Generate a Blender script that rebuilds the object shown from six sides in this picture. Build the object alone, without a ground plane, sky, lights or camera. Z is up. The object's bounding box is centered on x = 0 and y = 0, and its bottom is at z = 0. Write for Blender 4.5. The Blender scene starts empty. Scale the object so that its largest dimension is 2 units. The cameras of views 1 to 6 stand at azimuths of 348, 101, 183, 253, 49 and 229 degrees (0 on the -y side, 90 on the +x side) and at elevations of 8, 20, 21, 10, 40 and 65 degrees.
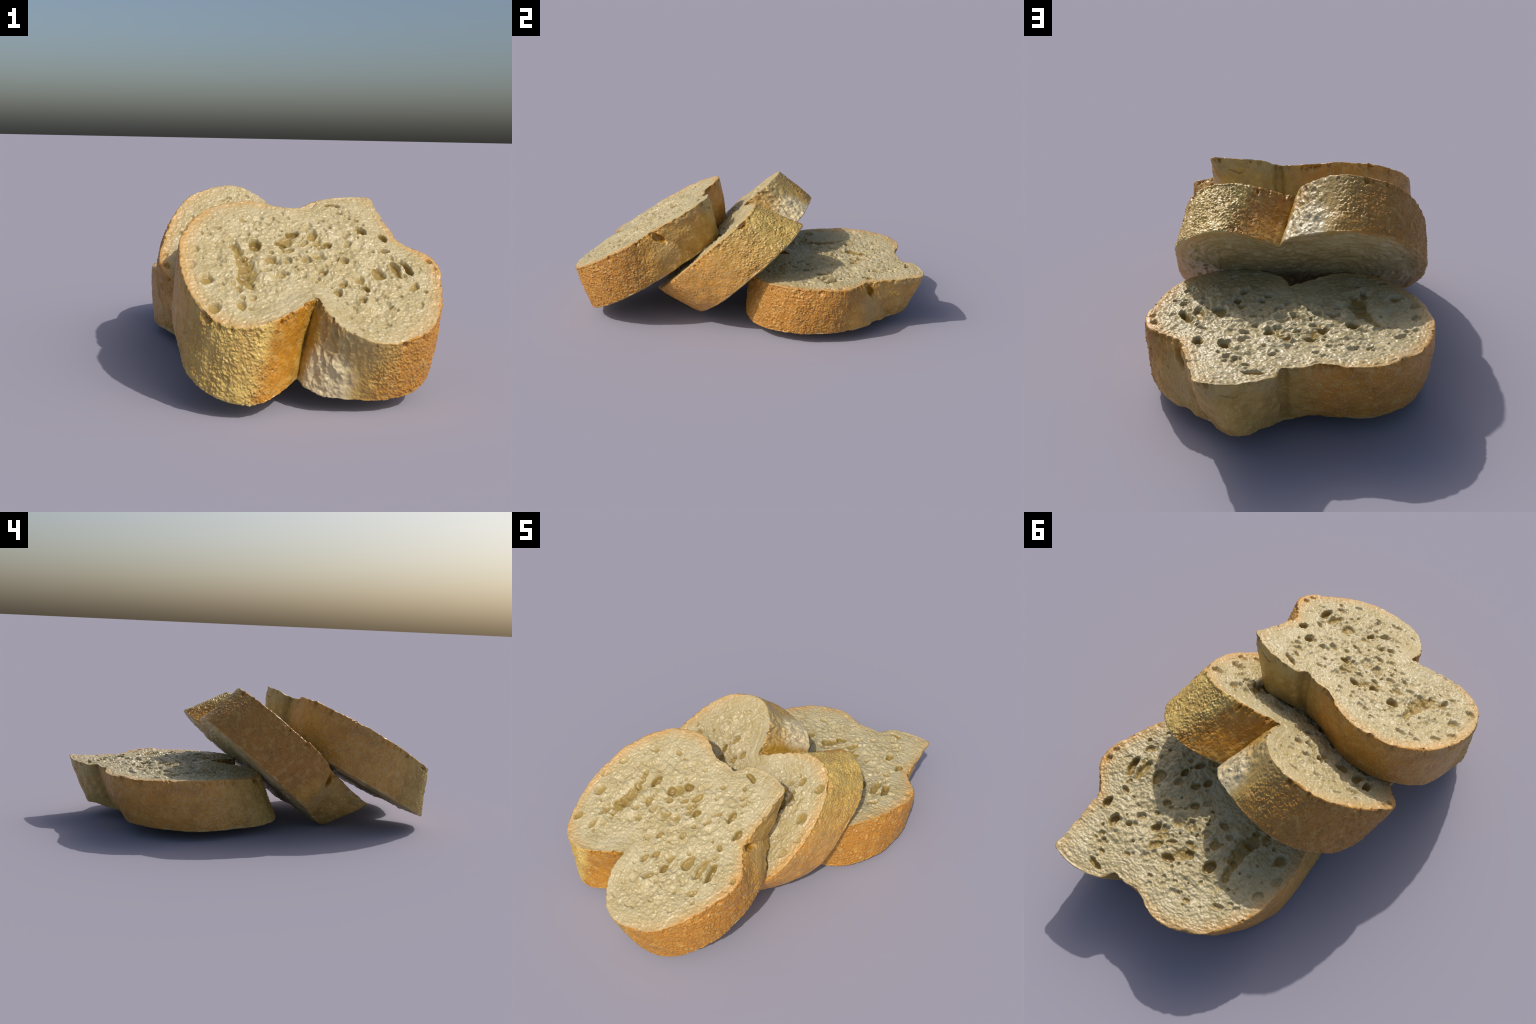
"""Three cut slices of a braided white loaf, leaning on one another.

Every slice is the same loaf cross-section (two lobes with a deep cleft at the
bottom, a pointed shoulder and a shallow dimple on the far side), cut about a
quarter of its width thick.  The slice is built in its own frame: x across the
slice, y from the cleft towards the shoulder, z along the normal of the cut
face (z = 0 is the upper cut, z = -0.25 the lower cut).
"""
import bpy
import math
import numpy as np
from mathutils import Matrix
from mathutils.geometry import delaunay_2d_cdt

SPACING = 0.0028          # edge length on the cut faces
WALL = 0.0022             # edge length on the crust
THICK = 0.25

# ------------------------------------------------------------------ profiles
# upper cut edge, counter-clockwise from the bottom of the cleft: x, y, z
UPPER = [
    (.038, -.269, .021), (.044, -.300, .022), (.056, -.345, .022), (.077, -.392, .019),
    (.105, -.432, .015), (.142, -.465, .012), (.180, -.486, .010), (.225, -.498, .009),
    (.275, -.496, .008), (.325, -.481, .006), (.385, -.452, .004), (.435, -.412, .003),
    (.472, -.360, .002), (.510, -.290, .002), (.542, -.215, .002), (.570, -.130, .003),
    (.582, -.080, .003), (.582, -.030, .003), (.567, .015, .002), (.540, .045, .000),
    (.503, .074, -.002), (.481, .098, -.003), (.471, .130, -.003), (.463, .190, -.002),
    (.452, .285, .001), (.445, .365, .004), (.441, .413, .008), (.410, .424, .004),
    (.350, .430, .001), (.290, .425, .000), (.235, .412, .000), (.200, .390, -.001),
    (.178, .360, -.002), (.161, .342, -.003), (.130, .343, -.003), (.095, .343, -.002),
    (.050, .338, .000), (.000, .352, .000), (-.050, .370, .001), (-.105, .381, .002),
    (-.160, .375, .003), (-.215, .353, .004), (-.265, .326, .005), (-.310, .292, .006),
    (-.345, .243, .008), (-.374, .195, .009), (-.402, .130, .010), (-.418, .070, .010),
    (-.430, -.020, .010), (-.431, -.090, .009), (-.421, -.170, .007), (-.402, -.250, .004),
    (-.377, -.318, .001), (-.345, -.362, .001), (-.305, -.394, .004), (-.250, -.409, .007),
    (-.205, -.405, .010), (-.160, -.390, .012), (-.110, -.363, .015), (-.060, -.331, .018),
    (-.012, -.298, .020), (.018, -.279, .021)]
# lower cut edge
LOWER = [
    (-.020, -.400, -.250), (-.008, -.440, -.248), (.020, -.475, -.244), (.060, -.500, -.244),
    (.110, -.515, -.241), (.170, -.526, -.239), (.230, -.533, -.238), (.290, -.527, -.239),
    (.350, -.511, -.241), (.400, -.486, -.244), (.448, -.446, -.244), (.490, -.393, -.247),
    (.525, -.325, -.248), (.550, -.240, -.248), (.563, -.150, -.248), (.563, -.085, -.248),
    (.549, -.015, -.248), (.512, .072, -.246), (.458, .150, -.244), (.437, .186, -.244),
    (.394, .222, -.246), (.360, .283, -.246), (.339, .319, -.244), (.306, .346, -.236),
    (.268, .350, -.230), (.234, .326, -.231), (.188, .292, -.240), (.134, .257, -.248), (.085, .248, -.248),
    (.040, .243, -.248), (-.010, .246, -.248), (-.060, .256, -.248), (-.140, .271, -.248),
    (-.205, .261, -.247), (-.269, .235, -.246), (-.319, .192, -.247), (-.362, .140, -.248),
    (-.396, .090, -.249), (-.427, .020, -.250), (-.440, -.060, -.250), (-.439, -.150, -.250),
    (-.432, -.250, -.249), (-.421, -.345, -.249), (-.402, -.405, -.248), (-.360, -.456, -.247),
    (-.302, -.500, -.245), (-.240, -.524, -.245), (-.180, -.519, -.246), (-.130, -.492, -.248),
    (-.090, -.460, -.250), (-.048, -.420, -.250)]
# the same places on both edges: cleft, lobe, side, dent, shoulder, dimple, hump, side, lobe
PAIRS = [(0, 0), (7, 6), (16, 15), (22, 19), (26, 22), (33, 27), (39, 32), (48, 39), (53, 44), (55, 46)]

# larger air holes in the upper cut: x, y, half length, half width, turn, depth
HOLES = [
    (.447, -.072, .055, .016, 102, .030), (.397, -.086, .056, .021, 95, .016),
    (.329, .172, .030, .021, 90, .026), (.415, .128, .030, .019, 90, .024),
    (.394, .033, .019, .015, 0, .012), (.258, .366, .038, .014, -8, .018),
    (.275, .308, .018, .012, 0, .008), (-.131, .074, .035, .024, 80, .030),
    (-.349, -.140, .034, .028, 70, .013), (-.396, -.059, .027, .021, 70, .010),
    (-.371, .041, .024, .017, 60, .010), (-.341, .143, .020, .015, 60, .008),
    (-.306, .141, .016, .013, 40, .007), (-.271, .184, .024, .016, 30, .009),
    (-.150, .241, .016, .011, 0, .008), (-.238, -.281, .024, .019, 70, .010),
    (-.236, -.208, .020, .015, 80, .014), (-.087, -.020, .025, .021, 80, .012),
    (-.024, -.028, .026, .017, 80, .009), (.245, -.196, .024, .018, 70, .026),
    (.214, -.266, .032, .017, 60, .016), (.129, -.220, .024, .019, 70, .016),
    (.163, -.176, .026, .018, 60, .016), (.035, .150, .030, .022, 20, .026),
    (-.026, .085, .026, .023, 40, .024), (.004, .110, .030, .030, 40, .012),
    (.169, .083, .024, .018, 60, .022), (.118, .142, .036, .019, 60, .015),
    (.103, -.102, .024, .018, 60, .014), (.205, -.033, .020, .016, 60, .013),
    (.320, -.110, .040, .026, 80, .016), (.053, -.012, .028, .022, 30, .010),
    (.104, .006, .030, .026, 10, .009), (.251, .085, .020, .014, 60, .009),
    (.268, .145, .014, .011, 60, .010), (.451, -.186, .020, .014, 80, .010),
    (.478, -.216, .014, .010, 80, .008), (.553, -.034, .018, .013, 80, .009),
    (.561, -.080, .014, .010, 80, .007), (.260, -.403, .022, .010, 10, .006),
    (.318, -.329, .018, .011, 30, .006), (.154, -.426, .014, .010, 0, .006),
    (.241, -.416, .016, .009, 10, .006), (.435, -.196, .020, .011, 70, .005),
    (.426, -.298, .022, .014, 70, .005), (-.074, .017, .013, .011, 0, .008),
    (-.108, -.087, .022, .016, 40, .008), (-.050, -.109, .018, .014, 40, .010),
    (-.338, -.298, .030, .022, 60, .012), (.063, -.143, .022, .015, 20, .008), (.179, .251, .018, .013, 0, .006),
    (.041, .262, .014, .010, 0, .005), (-.056, .215, .014, .010, 0, .005),
    (.232, -.145, .026, .018, 20, .008), (.060, -.034, .016, .012, 10, .010),
    (.010, .045, .018, .014, 40, .010), (.075, .090, .022, .014, 50, .010)]
# a torn gash: x, y, radius, depth
GASH = [(-.218, .118, .010, .012), (-.212, .065, .018, .022), (-.205, .015, .024, .026), (-.196, -.040, .026, .030),
        (-.188, -.085, .032, .032), (-.205, -.125, .036, .036), (-.205, -.160, .030, .030), (-.248, -.172, .020, .024),
        (-.230, -.195, .016, .016), (-.160, -.095, .024, .016)]


# --------------------------------------------------------------------- noise
def lattice(ix, iy, iz, seed):
    h = (ix.astype(np.uint64) * np.uint64(73856093)) ^ (iy.astype(np.uint64) * np.uint64(19349663)) \
        ^ (iz.astype(np.uint64) * np.uint64(83492791)) ^ np.uint64(seed * 2654435761 + 12345)
    h = (h ^ (h >> np.uint64(15))) * np.uint64(2246822519) & np.uint64(0xffffffff)
    h = (h ^ (h >> np.uint64(13))) * np.uint64(3266489917) & np.uint64(0xffffffff)
    h ^= h >> np.uint64(16)
    return h.astype(np.float64) / 4294967295.0


def noise(p, scale, seed=0):
    """smooth value noise, about -1 to 1"""
    q = p * scale + 517.3
    i = np.floor(q).astype(np.int64)
    f = q - i
    f = f * f * f * (f * (f * 6 - 15) + 10)
    out = 0
    for dx in (0, 1):
        for dy in (0, 1):
            for dz in (0, 1):
                w = (f[:, 0] if dx else 1 - f[:, 0]) * (f[:, 1] if dy else 1 - f[:, 1]) * (f[:, 2] if dz else 1 - f[:, 2])
                out = out + w * lattice(i[:, 0] + dx, i[:, 1] + dy, i[:, 2] + dz, seed)
    return out * 2 - 1


def fractal(p, scale, octaves=3, seed=0, gain=.5):
    total, a, out = 0, 1, 0
    for k in range(octaves):
        out = out + a * noise(p, scale * 2 ** k, seed + 11 * k)
        total += a
        a *= gain
    return out / total * 1.6


def cells(p, scale, seed=0):
    """distance to the nearest and to the second nearest of scattered points"""
    q = p * scale + 311.7
    i = np.floor(q).astype(np.int64)
    d1 = np.full(len(p), 9.0)
    d2 = np.full(len(p), 9.0)
    for dx in (-1, 0, 1):
        for dy in (-1, 0, 1):
            for dz in (-1, 0, 1):
                jx, jy, jz = i[:, 0] + dx, i[:, 1] + dy, i[:, 2] + dz
                d = np.sqrt((jx + lattice(jx, jy, jz, seed) - q[:, 0]) ** 2 + (jy + lattice(jx, jy, jz, seed + 7) - q[:, 1]) ** 2
                            + (jz + lattice(jx, jy, jz, seed + 13) - q[:, 2]) ** 2)
                d2 = np.minimum(d2, np.maximum(d1, d))
                d1 = np.minimum(d1, d)
    return d1, d2


def smooth(a, b, x):
    t = np.clip((x - a) / (b - a), 0, 1)
    return t * t * (3 - 2 * t)


# ------------------------------------------------------------------ geometry
def curve(points, first, last, count):
    """a spline through points[first..last] of a closed loop, evenly spaced, last end left out"""
    n = len(points)
    pts = np.array(points)
    if last <= first:
        last += n
    fine = []
    for k in range(first, last):
        p0, p1, p2, p3 = (pts[(k + j) % n] for j in (-1, 0, 1, 2))
        a, b, c = (max(np.linalg.norm(v), 1e-6) ** .5 for v in (p1 - p0, p2 - p1, p3 - p2))
        m1 = ((p1 - p0) / a - (p2 - p0) / (a + b) + (p2 - p1) / b) * b
        m2 = ((p2 - p1) / b - (p3 - p1) / (b + c) + (p3 - p2) / c) * b
        for t in np.linspace(0, 1, 24, endpoint=False):
            fine.append((2 * t ** 3 - 3 * t * t + 1) * p1 + (t ** 3 - 2 * t * t + t) * m1
                        + (3 * t * t - 2 * t ** 3) * p2 + (t ** 3 - t * t) * m2)
    fine.append(pts[last % n])
    fine = np.array(fine)
    s = np.r_[0, np.cumsum(np.linalg.norm(np.diff(fine, axis=0), axis=1))]
    at = np.linspace(0, s[-1], count, endpoint=False)
    return np.stack([np.interp(at, s, fine[:, k]) for k in range(fine.shape[1])], 1)


def rims():
    up, low = [], []
    for k, (a, b) in enumerate(PAIRS):
        a2, b2 = PAIRS[(k + 1) % len(PAIRS)]
        length = len(curve(UPPER, a, a2, 2000)) and np.linalg.norm(np.diff(curve(UPPER, a, a2, 400), axis=0), axis=1).sum()
        length2 = np.linalg.norm(np.diff(curve(LOWER, b, b2, 400), axis=0), axis=1).sum()
        n = max(6, int(round(max(length, length2) / WALL)))
        up.append(curve(UPPER, a, a2, n))
        low.append(curve(LOWER, b, b2, n))
    return np.concatenate(up), np.concatenate(low)


def outward(loop):
    t = np.roll(loop[:, :2], -2, 0) - np.roll(loop[:, :2], 2, 0)
    n = np.stack([t[:, 1], -t[:, 0]], 1)
    return n / np.linalg.norm(n, axis=1, keepdims=True)


def fill(ring, spacing, seed):
    """triangles that fill a closed ring with an even, slightly shaken pattern of points"""
    rng = np.random.default_rng(seed)
    xs = np.arange(ring[:, 0].min(), ring[:, 0].max(), spacing)
    ys = np.arange(ring[:, 1].min(), ring[:, 1].max(), spacing * .866)
    gx, gy = np.meshgrid(xs, ys)
    gx[1::2] += spacing / 2
    pts = np.stack([gx.ravel(), gy.ravel()], 1) + rng.uniform(-.12, .12, (gx.size, 2)) * spacing
    inside = np.zeros(len(pts), bool)
    a, b = ring, np.roll(ring, -1, 0)
    for (x0, y0), (x1, y1) in zip(a, b):
        if y0 != y1:
            rows = (pts[:, 1] > min(y0, y1)) & (pts[:, 1] <= max(y0, y1))
            k = np.nonzero(rows)[0]
            inside[k] ^= pts[k, 0] < x0 + (pts[k, 1] - y0) * (x1 - x0) / (y1 - y0)
    pts = pts[inside]
    pts = pts[nearest(pts, ring)[0] > spacing * .62]
    n = len(ring)
    out = delaunay_2d_cdt([tuple(p) for p in np.concatenate([ring, pts])], [], [list(range(n))], 1, 1e-7)
    verts = np.array([tuple(v) for v in out[0]])
    order = np.full(len(verts), -1)
    extra = []
    for new, olds in enumerate(out[3]):
        for o in olds:
            if order[new] < 0 or o < order[new]:
                order[new] = o
    assert (order >= 0).all() and len(verts) == n + len(pts)
    tris = np.array(out[2])
    return np.concatenate([ring, pts]), order[tris]


def nearest(pts, ring):
    dist = np.empty(len(pts))
    who = np.empty(len(pts), int)
    for k in range(0, len(pts), 4000):
        d = ((pts[k:k + 4000, None, :] - ring[None]) ** 2).sum(2)
        who[k:k + 4000] = d.argmin(1)
        dist[k:k + 4000] = np.sqrt(d.min(1))
    return dist, who


def cut_face_relief(xy, edge):
    """height of the upper cut face over its plane: lips at the rim, fibres, lumps, air holes, the gash"""
    p = np.c_[xy, np.zeros(len(xy))]
    core = smooth(.04, .17, edge)
    # crumb grain: torn lumps in the middle, rounded beads towards the crust, drawn fibres near the cleft
    q = p + .004 * np.stack([fractal(p, 45, 2, 5), fractal(p, 45, 2, 6), 0 * edge], 1)
    a1, b1 = cells(q, 34, 3)
    a2, b2 = cells(q, 58, 9)
    bead = smooth(1.0, .0, a2)
    h = core * (.0050 * (smooth(.9, .0, a1) - .5) + .0090 * fractal(p, 18, 3, 21) + .0034 * abs(fractal(q, 34, 2, 23)))
    a3, b3 = cells(p + .003 * np.stack([noise(p, 80, 11), noise(p, 80, 12), 0 * edge], 1), 86, 10)
    h += .0030 * (smooth(.95, .05, a3) - .4) + .0012 * fractal(p * np.array([.6, 1.4, 1]), 95, 2, 13)
    wrinkle = 1 - abs(fractal(q * np.array([.55, 1.25, 1]), 30, 3, 29))
    h += .0032 * (wrinkle - .75)
    calm = .25 + .75 * core * smooth(-.3, .3, fractal(p, 11, 2, 28))
    h += calm * (.0036 * (bead - .4) + .0022 * fractal(p, 75, 2, 25) + .0010 * fractal(p, 130, 1, 27))
    cleft = np.exp(-(np.hypot(xy[:, 0] - .04, xy[:, 1] + .33) / .13) ** 2)
    ring_angle = np.arctan2(xy[:, 1] + .02, xy[:, 0] - .06)
    streak = np.c_[ring_angle * 5.0, edge * 115 + .8 * fractal(p, 14, 2, 32), np.zeros(len(xy))]
    h += (1 - .8 * core) * .0013 * fractal(streak, 1.6, 2, 33)
    fibre = np.c_[ring_angle * 3.0 + .02 * fractal(p, 20, 2, 30), edge * 55, np.zeros(len(xy))]
    h = h * (1 - .55 * cleft) + (.35 + .65 * cleft) * (1 - .7 * core) * .0024 * fractal(fibre, 1.7, 3, 31)
    h += .0035 * fractal(p, 7, 2, 41)
    # broad dents
    h -= .006 * np.exp(-(((xy[:, 0] - .05) / .16) ** 2 + ((xy[:, 1] - .10) / .10) ** 2))
    wob = np.stack([noise(p, 34, 61), noise(p, 34, 62)], 1) * .0055 + np.stack([noise(p, 120, 63), noise(p, 120, 64)], 1) * .002
    q = xy + wob
    hole = np.zeros(len(xy))
    lip = np.zeros(len(xy))
    for x, y, r1, r2, turn, depth in HOLES:
        c, s = math.cos(math.radians(turn)), math.sin(math.radians(turn))
        dx, dy = q[:, 0] - x, q[:, 1] - y
        near = (abs(dx) < .1) & (abs(dy) < .1)
        u, v = (c * dx + s * dy)[near] / r1, (-s * dx + c * dy)[near] / r2
        r = np.sqrt(u * u + v * v)
        hole[near] = np.maximum(hole[near], (depth + .005) * (.78 + .22 * np.clip(1 - r, 0, 1)) * smooth(1.08, .66, r))
        lip[near] = np.maximum(lip[near], .0028 * np.exp(-((r - 1.2) / .16) ** 2) * (.5 + noise(p[near], 30, 65)))
    for (x0, y0, r0, d0), (x1, y1, r1, d1) in zip(GASH[:-1], GASH[1:]):
        ax, ay = x1 - x0, y1 - y0
        t = np.clip(((q[:, 0] - x0) * ax + (q[:, 1] - y0) * ay) / (ax * ax + ay * ay), 0, 1)
        r = np.hypot(q[:, 0] - x0 - t * ax, q[:, 1] - y0 - t * ay) / (r0 + t * (r1 - r0))
        hole = np.maximum(hole, .72 * (d0 + t * (d1 - d0)) * smooth(1.2, .5, r + .35 * fractal(p, 40, 2, 72)) * (.75 + .5 * noise(p, 48, 71)))
    h += .008 * np.exp(-(((xy[:, 0] + .255) / .022) ** 2 + ((xy[:, 1] + .02) / .08) ** 2))
    h -= .006 * np.exp(-(((xy[:, 0] + .195) / .05) ** 2 + ((xy[:, 1] + .05) / .10) ** 2))
    # many small pores in the loose middle
    rng = np.random.default_rng(5)
    made = 0
    while made < 140:
        x, y = rng.uniform(-.42, .57), rng.uniform(-.48, .41)
        k = np.argmin((xy[:, 0] - x) ** 2 + (xy[:, 1] - y) ** 2)
        if edge[k] < .022 or rng.random() > .08 + .9 * core[k]:
            continue
        made += 1
        r1 = rng.uniform(.006, .011) if made > 50 else rng.uniform(.012, .022)
        r2, turn, depth = r1 * rng.uniform(.6, 1), rng.uniform(0, 3.1), rng.uniform(.006, .013) * (.6 + .4 * core[k])
        dx, dy = q[:, 0] - x, q[:, 1] - y
        near = (abs(dx) < .03) & (abs(dy) < .03)
        c, s = math.cos(turn), math.sin(turn)
        r = np.sqrt(((c * dx + s * dy)[near] / r1) ** 2 + ((-s * dx + c * dy)[near] / r2) ** 2)
        hole[near] = np.maximum(hole[near], depth * smooth(1.12, .55, r))
    return h * (1 - .55 * smooth(.004, .012, hole)) + lip * smooth(.02, .05, edge) - hole


def crust_relief(p, s_edge):
    """height of the crust over its smooth wall, in the slice's frame"""
    x, y, z = p.T
    front = smooth(.12, -.05, y)                       # baked side round the two lobes: pebbly
    right = smooth(.10, .30, x) * smooth(.12, .02, y)
    lobe = smooth(-.05, -.18, x) * smooth(-.12, -.30, y)
    strength = .42 + .50 * right + .55 * lobe
    xs, ys = x - .20 * z, y - .45 * z
    right_wall = smooth(.028, .05, xs) * smooth(.26, .16, xs) * smooth(-.20, -.30, ys)
    strength = strength * (1 - .75 * right_wall) * np.clip(1 + .40 * fractal(p, 16, 2, 85), .65, 1.35)
    q = p + .0060 * np.stack([fractal(p, 55, 2, 81), fractal(p, 55, 2, 82), fractal(p, 55, 2, 83)], 1)
    a, b = cells(q, 82, 17)
    pebble = np.minimum(b - a, .55) / .55
    h = strength * (.0030 * (pebble - .6) + .0022 * (.5 - a) + .0018 * fractal(p, 120, 2, 91) - .0030 * abs(fractal(q, 44, 2, 92)))
    h += .0045 * fractal(p, 9, 3, 95) + .0018 * fractal(p * np.array([1, 1, .5]), 40, 3, 97)
    # torn, stretched dough right of the cleft: hollow, with folds running down it
    xs, ys = x - .20 * z, y - .45 * z
    right_wall = smooth(.028, .05, xs) * smooth(.26, .16, xs) * smooth(-.20, -.30, ys)
    height = 1 - ((z + .115) / .125) ** 2
    h -= right_wall * .012 * np.clip(height, 0, 1)
    left_wall = smooth(.028, .0, xs) * smooth(-.20, -.08, xs) * smooth(-.20, -.28, ys)
    h -= left_wall * .014 * np.clip(height, 0, 1)
    folds = 1 - abs(noise(np.c_[(x + .35 * z) * 1.6, y * 1.6, z * .3], 26, 101))
    tear = right_wall * smooth(.20, .10, xs)
    h += tear * (.007 * (folds - .6) + .006 * fractal(p, 45, 3, 103))
    patch = tear * smooth(-.07, -.13, z)
    h += patch * .007 * fractal(p, 26, 3, 109)
    # the stretched bay between dent and shoulder: a swelling low down, a crease beside it, one deep hole
    bay = smooth(.05, .12, y) * smooth(.30, .38, x)
    h += bay * .0045 * fractal(p, 22, 3, 105)
    h += .016 * np.exp(-(((y - .085) / .055) ** 2 + ((z + .160) / .080) ** 2)) * smooth(.30, .38, x)
    crease = y - (.150 - .55 * (z + .05) * smooth(-.02, -.08, z)) - .012 * noise(p, 18, 111)
    h -= .006 * np.exp(-(crease / .012) ** 2) * smooth(-.04, -.08, z) * smooth(.28, .34, x) * smooth(.05, .1, y)
    hx = np.sqrt(((y - .132 + .43 * (z + .055)) / .021) ** 2 + ((z + .055) / .044) ** 2 + ((x - .47) / .07) ** 2)
    h -= .034 * smooth(1.15, .4, hx + .2 * noise(p, 60, 113))
    # cracks under the rim of the shoulder lobe
    crack = abs(z + .048 + .008 * np.sin(x * 38) + .040 * fractal(p, 24, 4, 107))
    h -= .005 * smooth(.008, .002, crack) * smooth(-.25, .15, fractal(p, 15, 2, 119)) * smooth(.30, .36, y) * smooth(.14, .2, x) * smooth(.42, .36, x)
    # the dimple on the far side runs down the wall as a furrow
    h -= .019 * np.exp(-((x - .160 - .10 * z + .006 * noise(p, 14, 117)) / .015) ** 2) * smooth(.18, .24, y)
    # a bite out of the rim of the left lobe
    h -= .022 * smooth(1.15, .5, np.sqrt(((x + .375) / .03) ** 2 + ((y + .338) / .026) ** 2 + ((z - .004) / .034) ** 2))
    # nicks along the upper rim
    h -= .026 * smooth(-.034, .002, z) * np.clip(fractal(np.c_[x, y, z * .4], 45, 3, 115) - .22, 0, 1)
    return h


def slice_surface():
    up, low = rims()
    n = len(up)
    rim_wave = fractal(np.c_[up[:, :2], np.full(n, .7)], 10, 3, 207) + .5 * fractal(np.c_[up[:, :2], np.full(n, .7)], 34, 2, 208)
    up[:, 2] += .001 + .0035 * rim_wave
    low[:, 2] -= .000
    rows = int(round(THICK / WALL)) + 2
    nu, nl = outward(up), outward(low)
    # how much of the lower and the upper edge is broken off, varying along the rim
    around = np.c_[up[:, :2], np.full(n, .3)]
    chip_low = np.clip(.006 + .018 * np.clip(fractal(around, 8, 3, 201) - .1, 0, 1) + .004 * fractal(around, 40, 2, 203), .003, .03)
    chip_up = .0025 + .008 * np.clip(fractal(around, 26, 3, 205) - .15, 0, 1)
    back = smooth(.18, .26, up[:, 1]) * np.exp(-((up[:, 0] - .05) / .065) ** 2)
    lobes = smooth(-.05, -.2, up[:, 1]) * smooth(.1, -.1, up[:, 0]) + .6 * smooth(-.30, -.42, up[:, 1]) * smooth(-.1, .1, up[:, 0])
    v = np.linspace(0, 1, rows)
    tip = np.hypot(up[:, 0] - UPPER[0][0], up[:, 1] - UPPER[0][1])
    wall = np.empty((rows, n, 3))
    for k, t in enumerate(v):
        p = up * (1 - t) + low * t
        nn = nu * (1 - t) + nl * t
        nn /= np.linalg.norm(nn, axis=1, keepdims=True)
        # the cleft cuts deeper between the two faces
        p = p + np.array([.12, 1, 0]) * (.034 * 4 * t * (1 - t) * np.exp(-(tip / .030) ** 2))[:, None]
        drop = t * (up[:, 2] - low[:, 2])
        rise = (1 - t) * (up[:, 2] - low[:, 2])
        bulge = .0055 - .002 * lobes * (1 - t) + (.007 + .020 * back - .012 * lobes * (1 - t)) * math.sin(math.pi * t)
        cut = chip_up - np.sqrt(np.maximum(chip_up ** 2 - np.maximum(chip_up - drop, 0) ** 2, 0))
        cut = cut + chip_low - np.sqrt(np.maximum(chip_low ** 2 - np.maximum(chip_low - rise, 0) ** 2, 0))
        p[:, :2] += nn * (bulge - cut)[:, None]
        wall[k] = p
    top_xy, top_tri = fill(wall[0][:, :2], SPACING, 1)
    bot_xy, bot_tri = fill(wall[-1][:, :2], SPACING * 1.6, 2)

    # cut faces
    d, who = nearest(top_xy, wall[0][:, :2])
    d[:n], who[:n] = 0, np.arange(n)
    lift = .003 + (up[who, 2] - .003) * np.exp(-(d / .075) ** 2)
    inner = smooth(0, .012, d)
    # the fill near the cleft: blend the lift so that it stays smooth
    top = np.c_[top_xy, lift + inner * cut_face_relief(top_xy, d)]
    d2, who2 = nearest(bot_xy, wall[-1][:, :2])
    d2[:n], who2[:n] = 0, np.arange(n)
    p = np.c_[bot_xy, np.full(len(bot_xy), 9.0)]
    a, b = cells(p, 45, 301)
    ang = np.arctan2(bot_xy[:, 1] + .06, bot_xy[:, 0] - .06)
    rough = .006 * fractal(p, 20, 3, 303) + .004 * (b - a - .4) + .003 * fractal(np.c_[ang * 4, d2 * 60, p[:, 2]], 1.5, 3, 305)
    pores = smooth(.30, .12, cells(p, 16, 307)[0]) * .010 * smooth(.03, .08, d2)
    bottom = np.c_[bot_xy, -.256 + (low[who2, 2] + .256) * np.exp(-(d2 / .055) ** 2) + smooth(0, .02, d2) * (pores - rough)]

    # one closed surface: wall rows, then inner points of the two cut faces
    verts = [wall.reshape(-1, 3), top[n:], bottom[n:]]
    base_top, base_bot = rows * n, rows * n + len(top) - n
    verts = np.concatenate(verts)
    top_tri = np.where(top_tri < n, top_tri, top_tri - n + base_top)
    bot_tri = np.where(bot_tri < n, bot_tri + (rows - 1) * n, bot_tri - n + base_bot)[:, ::-1]
    i = np.arange(n)
    j = (i + 1) % n
    quads = np.concatenate([np.stack([k * n + i, (k + 1) * n + i, (k + 1) * n + j, k * n + j], 1) for k in range(rows - 1)])

    # crust relief along the wall's own normals, fading at the lower and the upper edge
    w = wall
    du = np.roll(w, -1, 1) - np.roll(w, 1, 1)
    dv = np.gradient(w, axis=0)
    nrm = np.cross(dv, du)
    nrm /= np.linalg.norm(nrm, axis=2, keepdims=True) + 1e-12
    flat = w.reshape(-1, 3)
    h = crust_relief(flat, None).reshape(rows, n)
    fade = np.clip(np.minimum(np.arange(rows), np.arange(rows)[::-1]) / 4, .6, 1)[:, None]
    nrm[0, :, 2] = nrm[-1, :, 2] = 0
    verts[:rows * n] = (w + nrm * (h * fade)[:, :, None]).reshape(-1, 3)
    return verts, quads, top_tri, bot_tri


def vertex_normals(verts, quads, *tris):
    out = np.zeros_like(verts)
    for f in (quads[:, :3], quads[:, [0, 2, 3]], *tris):
        c = np.cross(verts[f[:, 1]] - verts[f[:, 0]], verts[f[:, 2]] - verts[f[:, 0]])
        for k in range(3):
            np.add.at(out, f[:, k], c)
    return out / (np.linalg.norm(out, axis=1, keepdims=True) + 1e-20)


def part_mesh(name, verts, normals, faces, material):
    used = np.unique(faces)
    new = np.zeros(len(verts), int)
    new[used] = np.arange(len(used))
    f = new[faces]
    me = bpy.data.meshes.new(name)
    me.vertices.add(len(used))
    me.vertices.foreach_set("co", verts[used].astype(np.float32).ravel())
    size = f.shape[1]
    me.loops.add(f.size)
    me.loops.foreach_set("vertex_index", f.astype(np.int32).ravel())
    me.polygons.add(len(f))
    me.polygons.foreach_set("loop_start", np.arange(0, f.size, size, dtype=np.int32))
    me.polygons.foreach_set("loop_total", np.full(len(f), size, dtype=np.int32))
    me.update(calc_edges=True)
    me.validate()
    me.polygons.foreach_set("use_smooth", np.ones(len(f), bool))
    me.normals_split_custom_set_from_vertices(normals[used].astype(np.float32))
    me.materials.append(material)
    return me


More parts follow.
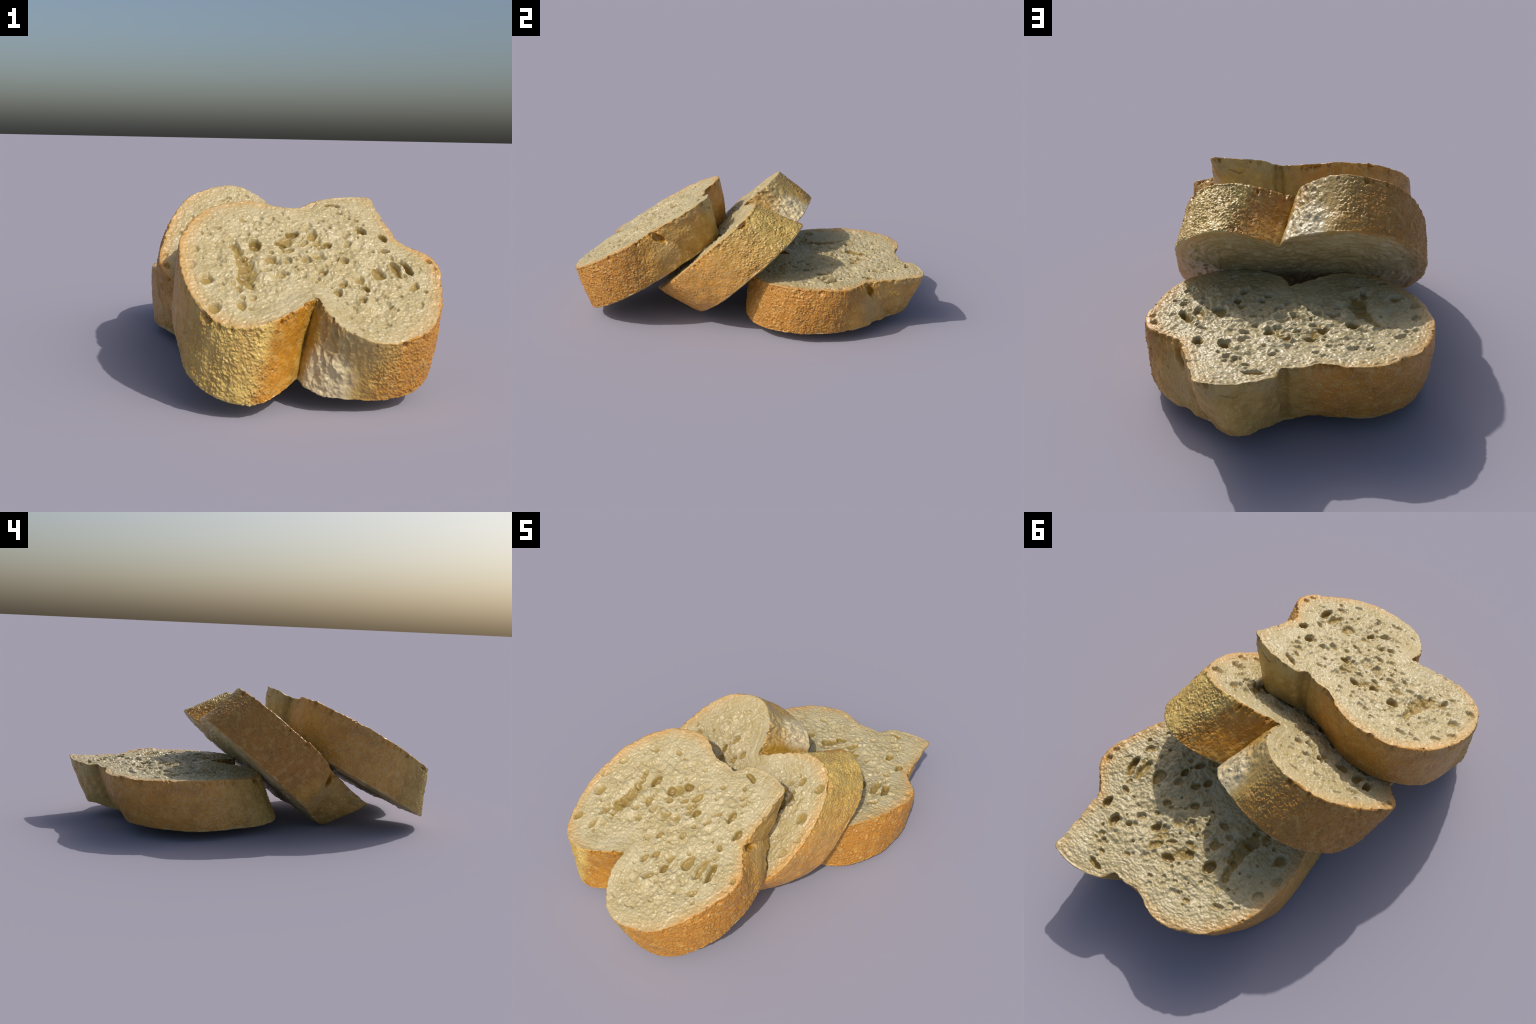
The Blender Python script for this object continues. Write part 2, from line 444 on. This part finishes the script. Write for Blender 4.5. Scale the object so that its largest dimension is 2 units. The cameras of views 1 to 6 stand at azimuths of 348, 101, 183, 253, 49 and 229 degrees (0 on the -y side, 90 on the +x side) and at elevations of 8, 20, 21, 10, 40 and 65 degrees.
# ----------------------------------------------------------------- materials
class Nodes:
    def __init__(self, name):
        self.mat = bpy.data.materials.new(name)
        self.mat.use_nodes = True
        self.t = self.mat.node_tree
        self.bsdf = self.t.nodes["Principled BSDF"]
        self.co = self.add("ShaderNodeTexCoord").outputs["Object"]

    def add(self, kind, **props):
        n = self.t.nodes.new(kind)
        for k, v in props.items():
            setattr(n, k, v)
        return n

    def put(self, socket, value):
        if isinstance(value, bpy.types.NodeSocket):
            self.t.links.new(value, socket)
        else:
            socket.default_value = value

    def math(self, op, a, b=0.0, c=None, clamp=False):
        n = self.add("ShaderNodeMath", operation=op, use_clamp=clamp)
        self.put(n.inputs[0], a)
        self.put(n.inputs[1], b)
        if c is not None:
            self.put(n.inputs[2], c)
        return n.outputs[0]

    def noise(self, scale, detail=3.0, rough=.55, vector=None):
        n = self.add("ShaderNodeTexNoise")
        self.put(n.inputs["Vector"], vector or self.co)
        n.inputs["Scale"].default_value = scale
        n.inputs["Detail"].default_value = detail
        n.inputs["Roughness"].default_value = rough
        return n.outputs["Fac"]

    def cells(self, scale, feature="F1", vector=None):
        n = self.add("ShaderNodeTexVoronoi", feature=feature)
        self.put(n.inputs["Vector"], vector or self.co)
        n.inputs["Scale"].default_value = scale
        return n.outputs["Distance"]

    def range(self, x, a, b, lo=0.0, hi=1.0):
        n = self.add("ShaderNodeMapRange", interpolation_type="SMOOTHSTEP")
        self.put(n.inputs["Value"], x)
        for k, v in zip(("From Min", "From Max", "To Min", "To Max"), (a, b, lo, hi)):
            n.inputs[k].default_value = v
        return n.outputs[0]

    def mix(self, fac, a, b, blend="MIX"):
        n = self.add("ShaderNodeMix", data_type="RGBA", blend_type=blend)
        self.put(n.inputs[0], fac)
        self.put(n.inputs[6], (*a, 1) if isinstance(a, tuple) else a)
        self.put(n.inputs[7], (*b, 1) if isinstance(b, tuple) else b)
        return n.outputs[2]

    def ramp(self, x, stops, smooth=True):
        n = self.add("ShaderNodeValToRGB")
        r = n.color_ramp
        r.interpolation = "EASE" if smooth else "LINEAR"
        while len(r.elements) < len(stops):
            r.elements.new(.5)
        for e, (pos, col) in zip(r.elements, stops):
            e.position = pos
            e.color = (*col, 1) if isinstance(col, tuple) else (col, col, col, 1)
        self.put(n.inputs[0], x)
        return n.outputs[0]

    def split(self, v=None):
        n = self.add("ShaderNodeSeparateXYZ")
        self.put(n.inputs[0], v or self.co)
        return n.outputs

    def distance(self, point, stretch=(1, 1, 1)):
        m = self.add("ShaderNodeMapping")
        self.put(m.inputs["Vector"], self.co)
        m.inputs["Scale"].default_value = stretch
        m.inputs["Location"].default_value = [-p * s for p, s in zip(point, stretch)]
        n = self.add("ShaderNodeVectorMath", operation="LENGTH")
        self.put(n.inputs[0], m.outputs[0])
        return n.outputs["Value"]

    def bump(self, height, strength, dist):
        n = self.add("ShaderNodeBump")
        self.put(n.inputs["Height"], height)
        n.inputs["Strength"].default_value = strength
        n.inputs["Distance"].default_value = dist
        self.put(self.bsdf.inputs["Normal"], n.outputs[0])


def srgb(r, g, b):
    return tuple((c / 255 / 12.92 if c <= 10 else ((c / 255 + .055) / 1.055) ** 2.4) for c in (r, g, b))


CREAM = srgb(191, 177, 138)
POCKET = srgb(152, 128, 68)


def crumb_material(name, with_holes, rim):
    m = Nodes(name)
    x, y, z = m.split()
    patch = m.noise(7, 4)
    col = m.mix(m.range(patch, .35, .65), CREAM, srgb(180, 164, 120))
    fleck = m.noise(38, 3)
    col = m.mix(m.range(fleck, .52, .68, 0, .45), col, srgb(170, 149, 92))
    col = m.mix(m.range(m.noise(17, 4), .50, .66, 0, .38), col, srgb(172, 152, 100))
    col = m.mix(m.range(m.noise(85, 2), .56, .72, 0, .45), col, srgb(206, 195, 166))
    # toasted tint that fades inwards from the crust: angle gives the rim's radius
    ang = m.math("ARCTAN2", m.math("ADD", y, .02), m.math("SUBTRACT", x, .06))
    u = m.math("MULTIPLY_ADD", ang, 1 / (2 * math.pi), .5)
    order = np.argsort(np.arctan2(rim[:, 1] + .02, rim[:, 0] - .06))
    t = (np.arctan2(rim[:, 1] + .02, rim[:, 0] - .06)[order] / (2 * math.pi)) + .5
    rad = np.hypot(rim[:, 0] - .06, rim[:, 1] + .02)[order]
    at = np.linspace(0, 1, 30)
    radius = m.ramp(u, [(float(a), float(r)) for a, r in zip(at, np.interp(at, t, rad, period=1))], smooth=False)
    r = m.math("SQRT", m.math("ADD", m.math("POWER", m.math("SUBTRACT", x, .06), 2), m.math("POWER", m.math("ADD", y, .02), 2)))
    gap = m.math("SUBTRACT", radius, r)
    gap = m.math("ADD", gap, m.math("MULTIPLY", m.math("SUBTRACT", m.noise(22, 3), .5), .05))
    toast = m.ramp(u, [(0, .8), (.12, .55), (.22, .05), (.30, .05), (.36, .45), (.5, .9), (.58, .7), (.63, .15), (.72, .2), (.84, .6), (.93, .75), (1, .8)])
    col = m.mix(m.math("MULTIPLY", m.range(gap, .07, .0), m.math("MULTIPLY", toast, .85)), col, srgb(206, 162, 96))
    col = m.mix(m.math("MULTIPLY", m.math("MULTIPLY", m.range(gap, .018, -.008), toast), m.range(m.noise(28, 3), .42, .62, .25, .95)), col, srgb(202, 146, 70))
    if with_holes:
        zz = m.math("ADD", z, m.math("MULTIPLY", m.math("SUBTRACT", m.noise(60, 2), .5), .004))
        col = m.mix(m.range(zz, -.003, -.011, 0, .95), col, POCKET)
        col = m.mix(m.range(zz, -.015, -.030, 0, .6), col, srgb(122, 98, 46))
    m.put(m.bsdf.inputs["Base Color"], col)
    m.put(m.bsdf.inputs["Roughness"], m.range(m.noise(50, 3), .3, .7, .30, .42))
    m.bsdf.inputs["Specular IOR Level"].default_value = .5
    m.bump(m.math("ADD", m.noise(170, 3), m.math("MULTIPLY", m.cells(120), .6)), .24, .004)
    return m.mat


def crust_material():
    m = Nodes("baked_crust")
    x, y, z = m.split()
    # angle round the slice, following the lean of the wall and of the cleft
    xx = m.math("MULTIPLY_ADD", z, -.20, m.math("SUBTRACT", x, .04))
    yy = m.math("MULTIPLY_ADD", z, -.45, m.math("ADD", y, .05))
    warp = m.math("MULTIPLY", m.math("SUBTRACT", m.noise(9, 4), .5), .07)
    u = m.math("ADD", m.math("MULTIPLY_ADD", m.math("ARCTAN2", yy, xx), 1 / (2 * math.pi), .5), m.math("MULTIPLY", warp, .6))

    def a(px, py):
        return math.atan2(py + .05, px - .04) / (2 * math.pi) + .5
    GOLD, ORANGE, BROWN = srgb(202, 172, 94), srgb(186, 128, 32), srgb(184, 130, 48)
    TAN, DEEP, OLIVE = srgb(204, 154, 68), srgb(192, 137, 50), srgb(194, 162, 86)
    stops = [(0.0, srgb(204, 148, 62)), (a(-.42, -.12), srgb(204, 154, 68)), (a(-.37, -.32), srgb(190, 160, 84)), (a(-.25, -.41), GOLD),
             (a(-.155, -.385), GOLD), (a(-.10, -.36), ORANGE), (a(-.02, -.305), ORANGE), (a(.03, -.28), srgb(168, 132, 48)), (a(.046, -.30), srgb(182, 146, 84)),
             (a(.12, -.44), srgb(176, 156, 106)), (a(.225, -.497), srgb(186, 152, 80)), (a(.33, -.48), BROWN), (a(.5, -.31), srgb(184, 126, 44)),
             (a(.58, -.05), srgb(182, 124, 42)), (a(.55, .04), srgb(180, 127, 48)), (a(.478, .10), TAN), (a(.46, .25), srgb(186, 147, 72)), (a(.437, .40), srgb(184, 143, 68)),
             (a(.35, .43), OLIVE), (a(.22, .40), srgb(184, 155, 88)), (a(.13, .34), srgb(186, 150, 76)), (a(.04, .34), srgb(200, 140, 52)), (a(-.08, .375), DEEP),
             (a(-.25, .33), DEEP), (a(-.36, .21), srgb(200, 140, 52)), (1.0, srgb(204, 148, 62))]
    col = m.ramp(u, sorted(stops, key=lambda s: s[0]), smooth=False)
    # mottling, darker and lighter bake
    col = m.mix(m.range(m.noise(14, 4), .42, .66, 0, .38), col, srgb(146, 104, 40))
    col = m.mix(m.range(m.noise(30, 3), .48, .68, 0, .30), col, srgb(216, 184, 108))
    # pale flecks painted for sky glints on the baked sides, few in the cleft
    glint_amount = m.ramp(u, [(0, .8), (a(-.39, -.28), .5), (a(-.2, -.4), .2), (a(.1, -.43), .1), (a(.3, -.49), .22), (a(.56, .0), .28), (a(.47, .13), .12), (a(.2, .39), .15), (a(-.05, .37), .6), (1, .8)])
    stretch = m.add("ShaderNodeMapping")
    m.put(stretch.inputs["Vector"], m.co)
    stretch.inputs["Scale"].default_value = (1, 1, .6)
    fleck = m.math("MULTIPLY", m.range(m.noise(190, 2, .5, stretch.outputs[0]), .52, .62), m.range(m.noise(17, 3), .30, .52))
    col = m.mix(m.math("MULTIPLY", m.math("MULTIPLY", fleck, glint_amount), .45), col, srgb(208, 190, 160))
    # torn white dough right of the cleft
    d = m.distance((.050, -.470, -.200), (1.0, 1.0, .85))
    d = m.math("ADD", d, m.math("MULTIPLY", m.math("SUBTRACT", m.noise(26, 4), .5), .09))
    col = m.mix(m.math("MULTIPLY", m.range(d, .135, .070, 0, .9), m.range(xx, -.015, .0)), col, srgb(206, 190, 150))
    # pale bloom and cracks on the bay, deep hole
    d = m.distance((.465, .120, -.14), (1, 1, .8))
    d = m.math("ADD", d, m.math("MULTIPLY", m.math("SUBTRACT", m.noise(20, 4), .5), .1))
    col = m.mix(m.range(d, .11, .04, 0, .5), col, srgb(186, 158, 104))
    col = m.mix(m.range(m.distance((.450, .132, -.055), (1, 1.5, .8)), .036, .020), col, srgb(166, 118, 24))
    col = m.mix(m.range(m.distance((-.365, -.33, .002)), .040, .024, 0, .8), col, srgb(186, 146, 74))
    # cut edges: a cream line where the crumb shows, broken along the lower cut
    edge = m.math("ADD", z, m.math("MULTIPLY", m.math("SUBTRACT", m.noise(16, 4), .5), .06))
    col = m.mix(m.range(edge, -.236, -.250, 0, .8), col, srgb(196, 176, 120))
    back = m.math("MULTIPLY", m.range(y, .22, .30), m.range(x, .08, .16))
    line = m.math("MULTIPLY_ADD", m.math("SINE", m.math("MULTIPLY", x, 38)), .018, m.math("ADD", z, .052))
    line = m.math("ADD", line, m.math("MULTIPLY", m.math("SUBTRACT", m.noise(25, 4), .5), .09))
    col = m.mix(m.math("MULTIPLY", m.range(line, -.002, .006, 0, .55), m.math("MULTIPLY", back, m.range(m.noise(18, 4), .35, .6))), col, srgb(176, 156, 108))
    m.put(m.bsdf.inputs["Base Color"], col)
    m.put(m.bsdf.inputs["Roughness"], m.range(m.noise(40, 3), .3, .7, .30, .44))
    m.bsdf.inputs["Specular IOR Level"].default_value = .5
    m.bump(m.math("ADD", m.noise(150, 3), m.math("MULTIPLY", m.cells(130), .5)), .16, .004)
    return m.mat


# --------------------------------------------------------------------- build
# where the slices lie: columns are the slice's x, y, z axes, then its origin
PLACES = [
    (((.9998, .0, .0197), (.0094, .8790, -.4767), (-.0173, .4767, .8789)), (-.0534, -.5598, .5135),
     "pale bread slice with golden crust, leaning at the front", "front"),
    (((-.9993, .0242, .0299), (-.0379, -.7539, -.6559), (.0066, -.6566, .7542)), (.0630, -.2205, .4057),
     "pale bread slice with golden crust, steeply propped in the middle", "middle"),
    (((.9761, -.2175, -.0019), (.2175, .9760, -.0096), (.0039, .0089, 1.0)), (-.0686, .4895, .3004),
     "pale bread slice with golden crust, lying flat behind", "back")]


def build():
    verts, quads, top_tri, bot_tri = slice_surface()
    normals = vertex_normals(verts, quads, top_tri, bot_tri)
    rim = np.array(UPPER)
    low_rim = np.array(LOWER)
    crust = part_mesh("crust", verts, normals, quads, crust_material())
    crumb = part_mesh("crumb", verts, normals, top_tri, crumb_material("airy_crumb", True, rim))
    under = part_mesh("crumb_underside", verts, normals, bot_tri, crumb_material("dense_crumb", False, low_rim))
    scene = bpy.context.scene.collection
    for axes, origin, label, _ in PLACES:
        thing = bpy.data.objects.new("bread_slice", None)
        thing.empty_display_size = .1
        r = np.array(axes)
        u, _, vt = np.linalg.svd(r)
        r = u @ vt
        world = Matrix([[*r[0], origin[0]], [*r[1], origin[1]], [*r[2], origin[2]], [0, 0, 0, 1]])
        thing.matrix_world = world
        thing["label"] = label
        thing["category"] = "bread slice"
        scene.objects.link(thing)
        for name, me in (("crust", crust), ("crumb", crumb), ("crumb_underside", under)):
            part = bpy.data.objects.new(name, me)
            part.parent = thing
            scene.objects.link(part)


build()
